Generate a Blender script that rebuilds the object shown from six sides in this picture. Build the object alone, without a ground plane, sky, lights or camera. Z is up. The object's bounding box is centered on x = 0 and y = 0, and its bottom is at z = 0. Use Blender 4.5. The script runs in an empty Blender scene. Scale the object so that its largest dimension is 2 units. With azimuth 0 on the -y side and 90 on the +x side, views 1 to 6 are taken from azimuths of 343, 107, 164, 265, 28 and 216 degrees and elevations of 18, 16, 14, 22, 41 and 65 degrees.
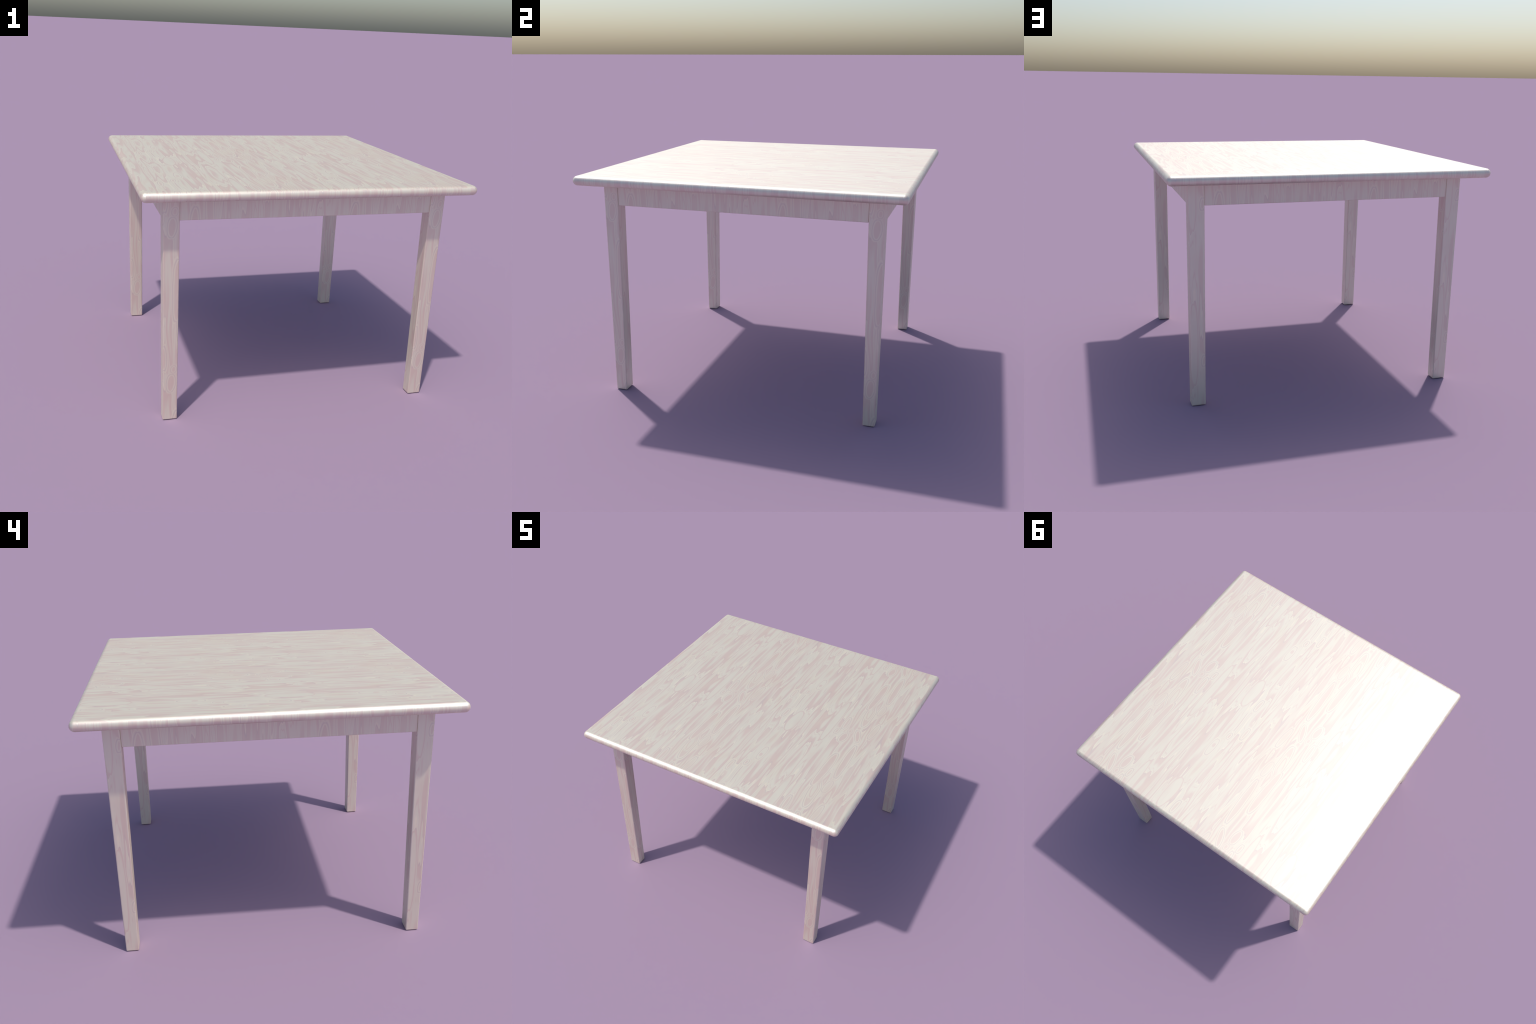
"""Square table with a bullnose top, four tapered legs and four aprons,
all in one pale whitewashed, satin wood whose figure repeats as a tile."""
import bpy, bmesh, math
from mathutils import Vector

# ------------------------------------------------------------------ sizes (m)
TOP_HALF = 1.000          # half the side of the square top
TOP_Z1 = 1.4327           # upper face
TOP_Z0 = 1.3752           # lower face
TOP_R = 0.0284            # bullnose radius (half the thickness)
# leg centre offset and half width at the top and at the floor, in x and in y
LEG_TOP = ((0.8165, 0.0476), (0.8158, 0.0467))
LEG_BOT = ((0.8174, 0.0437), (0.8186, 0.0364))
LEG_BEVEL = 0.0065
APRON_OUT = (0.8595, 0.8570)   # outer face of the aprons across x and across y
APRON_T = 0.040           # apron thickness
APRON_Z0 = 1.2421         # lower edge of the aprons
APRON_HALF = 0.7705       # half length, butting into the legs
APRON_BEVEL = 0.0035

TILE = 0.961              # side of the repeating wood figure

# ------------------------------------------------------------------ material
class Graph:
    """Small helper that writes arithmetic as shader nodes."""
    def __init__(self, tree):
        self.t = tree
        self.n = tree.nodes
        self.l = tree.links

    def put(self, socket, v):
        if isinstance(v, bpy.types.NodeSocket):
            self.l.new(v, socket)
        else:
            socket.default_value = v

    def m(self, op, a, b=None, c=None, clamp=False):
        nd = self.n.new("ShaderNodeMath")
        nd.operation = op
        nd.use_clamp = clamp
        for i, v in enumerate((a, b, c)):
            if v is not None:
                self.put(nd.inputs[i], v)
        return nd.outputs[0]

    def add(self, a, b): return self.m("ADD", a, b)
    def sub(self, a, b): return self.m("SUBTRACT", a, b)
    def mul(self, a, b): return self.m("MULTIPLY", a, b)
    def mad(self, a, b, c): return self.m("MULTIPLY_ADD", a, b, c)

    def mixf(self, f, a, b):
        nd = self.n.new("ShaderNodeMix")
        nd.data_type = "FLOAT"
        self.put(nd.inputs[0], f)
        self.put(nd.inputs[2], a)
        self.put(nd.inputs[3], b)
        return nd.outputs[0]

    def mixc(self, f, a, b, blend="MIX"):
        nd = self.n.new("ShaderNodeMix")
        nd.data_type = "RGBA"
        nd.blend_type = blend
        self.put(nd.inputs[0], f)
        self.put(nd.inputs[6], a)
        self.put(nd.inputs[7], b)
        return nd.outputs[2]

    def ramp(self, f, stops, interp="LINEAR"):
        nd = self.n.new("ShaderNodeValToRGB")
        cr = nd.color_ramp
        cr.interpolation = interp
        while len(cr.elements) < len(stops):
            cr.elements.new(0.5)
        for e, (p, c) in zip(cr.elements, stops):
            e.position = p
            e.color = (*c, 1.0)
        self.put(nd.inputs[0], f)
        return nd.outputs[0]

    def step(self, x, lo, hi):
        nd = self.n.new("ShaderNodeMapRange")
        nd.interpolation_type = "SMOOTHSTEP"
        self.put(nd.inputs[0], x)
        nd.inputs[1].default_value = lo
        nd.inputs[2].default_value = hi
        return nd.outputs[0]


def torus_noise(g, u, v, ru, rv, seed, detail=2.0, rough=0.5):
    """Noise that repeats once per unit of u and v: 4D noise on a torus."""
    tau = 2 * math.pi
    au, av = g.mul(u, tau), g.mul(v, tau)
    cu = g.mad(g.m("COSINE", au), ru, seed)
    su = g.mad(g.m("SINE", au), ru, seed * 0.37)
    cv = g.mad(g.m("COSINE", av), rv, -seed * 0.61)
    sv = g.mad(g.m("SINE", av), rv, seed * 1.3)
    comb = g.n.new("ShaderNodeCombineXYZ")
    for i, s in enumerate((cu, su, cv)):
        g.l.new(s, comb.inputs[i])
    nz = g.n.new("ShaderNodeTexNoise")
    nz.noise_dimensions = "4D"
    nz.inputs["Scale"].default_value = 1.0
    nz.inputs["Detail"].default_value = detail
    nz.inputs["Roughness"].default_value = rough
    g.l.new(comb.outputs[0], nz.inputs["Vector"])
    g.l.new(sv, nz.inputs["W"])
    return g.sub(nz.outputs["Fac"], 0.5)


# figure of the wood inside one tile:
# (u, v, half width, half length, ring level inside, lean,
#  kind: 0 closed, 1 open at the top, 2 soft patch without an outline)
FIGURE = [
    (0.776, 0.318, 0.029, 0.200, 1.72, -0.05, 1),   # cathedral arch, round tip
    (0.768, 0.330, 0.014, 0.105, 0.28, -0.10, 1),   # pale flame inside it
    (0.745, 0.530, 0.025, 0.190, -0.42, 0.02, 0),   # tall tongue
    (0.838, 0.677, 0.021, 0.190, 1.72, -0.04, 0),   # long closed oval
    (0.840, 0.370, 0.017, 0.062, -1.70, 0.06, 0),   # pocket under the oval
    (0.708, 0.920, 0.020, 0.055, -1.40, 0.05, 0),   # blob below the pin knot
    (0.723, 0.014, 0.012, 0.019, 1.75, 0.10, 0),    # pin knot
    (0.664, 0.092, 0.012, 0.072, 1.70, 0.00, 0),    # narrow box oval
    (0.639, 0.970, 0.009, 0.030, 1.70, 0.05, 0),
    (0.886, 0.092, 0.014, 0.088, -1.72, 0.06, 0),   # pale lens
    (0.798, 0.985, 0.017, 0.065, 0.75, -0.30, 0),   # pink patch under the arch
    (0.228, 0.317, 0.010, 0.024, 1.75, 0.10, 0),    # pin knot
    (0.279, 0.462, 0.015, 0.070, 1.30, 0.02, 0),    # pointed eye ...
    (0.278, 0.442, 0.006, 0.012, 1.80, 0.02, 0),    # ... with a pin knot
    (0.143, 0.237, 0.010, 0.048, 1.72, 0.02, 0),
    (0.199, 0.985, 0.011, 0.050, 1.72, 0.04, 0),
    (0.300, 0.920, 0.034, 0.130, -0.75, 0.03, 2),   # broad pale patch
    (0.575, 0.080, 0.024, 0.260, -0.72, 0.00, 2),   # broad pale streak
]

PALE = (0.702, 0.614, 0.421)
PINK = (0.648, 0.452, 0.313)
BLUSH = (0.672, 0.515, 0.357)
MAUVE = (0.545, 0.390, 0.300)
CREAM = (0.790, 0.672, 0.445)
PEACH = (1.0, 0.985, 0.955)


def wood_group():
    """Node group: tile coordinates u, v -> colour of the wood."""
    gt = bpy.data.node_groups.new("whitewashed_wood_figure", "ShaderNodeTree")
    gt.interface.new_socket("u", in_out="INPUT", socket_type="NodeSocketFloat")
    gt.interface.new_socket("v", in_out="INPUT", socket_type="NodeSocketFloat")
    gt.interface.new_socket("Color", in_out="OUTPUT", socket_type="NodeSocketColor")
    gt.interface.new_socket("Height", in_out="OUTPUT", socket_type="NodeSocketFloat")
    gi = gt.nodes.new("NodeGroupInput")
    go = gt.nodes.new("NodeGroupOutput")
    g = Graph(gt)
    u0, v0 = gi.outputs[0], gi.outputs[1]

    # growth wander: bend the grain a little sideways
    wob = torus_noise(g, u0, v0, 0.9, 0.40, 3.1, 1.0)
    wob2 = torus_noise(g, u0, v0, 3.2, 1.1, 8.7, 1.0)
    u = g.add(u0, g.add(g.mul(wob, 0.045), g.mul(wob2, 0.008)))
    v = g.add(v0, g.mul(wob2, 0.015))

    # placed pieces of figure: distance to the outline of each ellipse
    fu_ = g.mad(wob2, 0.012, g.mad(wob, 0.012, u0))
    outline, masks = 1.0, []
    for fu, fv, su, sv, level, lean, kind in FIGURE:
        du = g.m("WRAP", g.sub(fu_, fu), 0.5, -0.5)
        dv = g.m("WRAP", g.sub(v0, fv), 0.5, -0.5)
        du = g.mad(dv, -lean, du)
        a, c = g.mul(du, 1.0 / su), g.mul(dv, 1.0 / sv)
        r = g.m("SQRT", g.add(g.m("MULTIPLY_ADD", a, a, 1e-4), g.mul(c, c)))
        ga, gc = g.mul(a, 1.0 / su), g.mul(c, 1.0 / sv)
        grad = g.m("SQRT", g.add(g.m("MULTIPLY_ADD", ga, ga, 1.0), g.mul(gc, gc)))
        d = g.m("DIVIDE", g.mul(r, g.sub(r, 1.0)), grad)
        if kind == 1:   # an arch: its outline fades away towards the top
            d = g.add(d, g.mul(g.step(dv, -0.1 * sv, 0.9 * sv), 0.05))
        if kind < 2:
            outline = g.m("MINIMUM", outline, d)
        masks.append((g.sub(1.0, g.step(d, -0.004, 0.016)), level))
    near = g.sub(1.0, g.step(outline, 0.004, 0.035))

    # ring height: stretched noise, calmer around the figure ...
    h = g.mul(torus_noise(g, u, v, 1.9, 0.17, 17.3, 1.2, 0.45), 6.4)
    h = g.mul(h, g.mad(near, -0.40, 1.0))
    fine = g.mul(torus_noise(g, u, v, 5.2, 0.28, 5.9, 1.0), 2.4)
    h = g.mad(fine, g.mad(near, -0.85, 1.0), h)
    # ... drawn towards a level inside each piece of figure
    for e, level in masks:
        h = g.mixf(g.mul(e, 0.92), h, level)

    t = g.m("FRACT", h)
    col = g.ramp(t, [
        (0.000, PALE), (0.110, PALE), (0.150, PINK), (0.190, PALE),
        (0.360, PALE), (0.620, PINK), (0.840, PINK), (0.900, MAUVE),
        (0.940, CREAM), (0.970, CREAM), (1.000, PALE)])
    # double growth lines drawn round the figure
    line = g.ramp(g.mad(outline, 21.0, 0.25), [
        (0.10, BLUSH), (0.19, PALE), (0.25, CREAM), (0.31, PALE), (0.38, MAUVE),
        (0.45, PALE), (0.52, CREAM), (0.58, BLUSH), (0.66, PALE)])
    band = g.mul(g.step(outline, -0.006, -0.002), g.sub(1.0, g.step(outline, 0.012, 0.019)))
    col = g.mixc(g.mul(band, 0.85), col, line)
    # broad stained and washed patches, drawn out along the grain
    patch = torus_noise(g, u, v, 2.2, 0.55, 41.0, 2.0)
    col = g.mixc(g.mul(g.step(patch, 0.02, 0.14), 0.35), col, (*PALE, 1))
    col = g.mixc(g.mul(g.step(patch, -0.03, -0.15), 0.30), col, (*PINK, 1))
    warm = torus_noise(g, u, v, 1.4, 0.7, 23.0, 1.0)
    col = g.mixc(g.step(warm, 0.0, 0.16), col, (*PEACH, 1), "MULTIPLY")
    # fine fibres
    fib = torus_noise(g, u, v, 26.0, 1.6, 2.2, 1.0)
    k = g.mad(fib, 0.09, 1.0)
    cc = g.n.new("ShaderNodeCombineColor")
    for i in range(3):
        g.l.new(k, cc.inputs[i])
    col = g.mixc(1.0, col, cc.outputs[0], "MULTIPLY")
    g.l.new(col, go.inputs[0])
    g.l.new(t, go.inputs[1])
    return gt


GROUP = wood_group()


def wood_material(name, centre, offsets):
    """Box-mapped wood on object coordinates; the grain runs along y on level
    faces and along z on upright ones.  offsets: tile u,v start for the faces
    (level, front -y / side +x, back +y / side -x)."""
    mat = bpy.data.materials.new(name)
    mat.use_nodes = True
    nt = mat.node_tree
    nt.nodes.clear()
    g = Graph(nt)
    out = nt.nodes.new("ShaderNodeOutputMaterial")
    bs = nt.nodes.new("ShaderNodeBsdfPrincipled")

    tc = nt.nodes.new("ShaderNodeTexCoord")
    pos = nt.nodes.new("ShaderNodeSeparateXYZ")
    nor = nt.nodes.new("ShaderNodeSeparateXYZ")
    nt.links.new(tc.outputs["Object"], pos.inputs[0])
    nt.links.new(tc.outputs["Normal"], nor.inputs[0])
    x, y, z = pos.outputs
    nx, ny, nz = nor.outputs
    ax, ay, az = (g.m("ABSOLUTE", s) for s in (nx, ny, nz))
    is_level = g.m("GREATER_THAN", az, g.m("MAXIMUM", ax, ay))
    is_x = g.m("GREATER_THAN", ax, ay)
    # which pair of upright faces: -y and +x, or +y and -x
    back = g.mixf(is_x, g.m("GREATER_THAN", ny, 0.0), g.m("LESS_THAN", nx, 0.0))
    along = g.mixf(is_x, x, y)
    along = g.mul(along, g.mad(back, -2.0, 1.0))
    (lu, lv), (fu, fv), (bu, bv) = offsets
    s = 1.0 / TILE
    u_side = g.mad(along, s, g.mixf(back, fu, bu))
    v_side = g.mad(z, s, g.mixf(back, fv, bv))
    u_lev = g.mad(x, s, lu)
    v_lev = g.mad(y, s, lv)
    u = g.mixf(is_level, u_side, u_lev)
    v = g.mixf(is_level, v_side, v_lev)

    gn = nt.nodes.new("ShaderNodeGroup")
    gn.node_tree = GROUP
    nt.links.new(u, gn.inputs[0])
    nt.links.new(v, gn.inputs[1])
    # oiled, satin finish: half matt wood, half neutral rough reflection
    nt.links.new(gn.outputs[0], bs.inputs["Base Color"])
    bs.inputs["Roughness"].default_value = 1.0
    bs.inputs["Specular IOR Level"].default_value = 0.0
    gl = nt.nodes.new("ShaderNodeBsdfAnisotropic")
    gl.inputs["Color"].default_value = (0.835, 0.835, 0.835, 1.0)
    gl.inputs["Roughness"].default_value = 0.5
    mix = nt.nodes.new("ShaderNodeMixShader")
    mix.inputs[0].default_value = 0.5
    nt.links.new(bs.outputs[0], mix.inputs[1])
    nt.links.new(gl.outputs[0], mix.inputs[2])
    nt.links.new(mix.outputs[0], out.inputs[0])
    return mat


# tile offsets read off the drawn figure (object coordinates of each part)
z_leg = 0.976 - 1.258 / TILE
MAT_TOP = wood_material("wood_top", None, (
    (1.0 / TILE, 1.0 / TILE), (1.0 / TILE, 0.2), (1.0 / TILE, 0.2)))
MAT_LEG = wood_material("wood_leg", None, (
    (0.3, 0.3), (0.706, z_leg), (0.602, z_leg)))
v_apr = 0.726 - 1.317 / TILE
MAT_APR = wood_material("wood_apron", None, (
    (0.3, 0.3), (0.735 + 0.697 / TILE, v_apr), (0.2, v_apr)))


# ------------------------------------------------------------------ geometry
def finish(name, bm, mat, bevel, segs):
    bmesh.ops.recalc_face_normals(bm, faces=bm.faces)
    bmesh.ops.bevel(bm, geom=list(bm.edges), offset=bevel, offset_type="OFFSET",
                    segments=segs, profile=0.5, affect="EDGES", clamp_overlap=True)
    me = bpy.data.meshes.new(name)
    bm.to_mesh(me)
    bm.free()
    for p in me.polygons:
        p.use_smooth = True
    # weight vertex normals by face area so the flats stay flat
    normals = [Vector((0, 0, 0)) for _ in me.vertices]
    for p in me.polygons:
        for vi in p.vertices:
            normals[vi] += p.normal * p.area ** 1.5
    me.normals_split_custom_set_from_vertices([n.normalized() for n in normals])
    me.materials.append(mat)
    return me


def box_mesh(name, lo, hi, mat, bevel, segs):
    """Box between two rectangles: lo/hi = (x0, x1, y0, y1, z)."""
    bm = bmesh.new()
    vs = []
    for x0, x1, y0, y1, z in (lo, hi):
        vs += [bm.verts.new(c) for c in
               ((x0, y0, z), (x1, y0, z), (x1, y1, z), (x0, y1, z))]
    for idx in ((3, 2, 1, 0), (4, 5, 6, 7), (0, 1, 5, 4),
                (1, 2, 6, 5), (2, 3, 7, 6), (3, 0, 4, 7)):
        bm.faces.new([vs[i] for i in idx])
    return finish(name, bm, mat, bevel, segs)


def place(name, mesh, parent, loc=(0, 0, 0), rot=0.0):
    ob = bpy.data.objects.new(name, mesh)
    bpy.context.scene.collection.objects.link(ob)
    ob.parent = parent
    ob.location = loc
    ob.rotation_euler = (0, 0, rot)
    return ob


table = bpy.data.objects.new("wooden_table", None)
bpy.context.scene.collection.objects.link(table)
table["label"] = "square pale whitewashed wooden table with rounded top edge"
table["category"] = "table"

a = TOP_HALF
place("tabletop", box_mesh("tabletop", (-a, a, -a, a, TOP_Z0), (-a, a, -a, a, TOP_Z1),
                           MAT_TOP, TOP_R, 12), table)

# one leg mesh per corner so that the taper leans the right way; x, y are
# measured from the leg's own centre line
(cxt, hxt), (cyt, hyt) = LEG_TOP
(cxb, hxb), (cyb, hyb) = LEG_BOT
for sx in (-1, 1):
    for sy in (-1, 1):
        dx, dy = sx * (cxb - cxt), sy * (cyb - cyt)
        me = box_mesh("leg",
                      (dx - hxb, dx + hxb, dy - hyb, dy + hyb, 0.0),
                      (-hxt, hxt, -hyt, hyt, TOP_Z0 + 0.004), MAT_LEG, LEG_BEVEL, 4)
        place("leg", me, table, (sx * cxt, sy * cyt, 0))

# aprons: each is drawn facing -y and turned into place
apron_meshes = []
for out_ in (APRON_OUT[1], APRON_OUT[0]):
    apron_meshes.append(box_mesh(
        "apron",
        (-APRON_HALF, APRON_HALF, -out_, -out_ + APRON_T, APRON_Z0),
        (-APRON_HALF, APRON_HALF, -out_, -out_ + APRON_T, TOP_Z0 + 0.004),
        MAT_APR, APRON_BEVEL, 3))
for i in range(4):
    place("apron", apron_meshes[i % 2], table, rot=i * math.pi / 2)
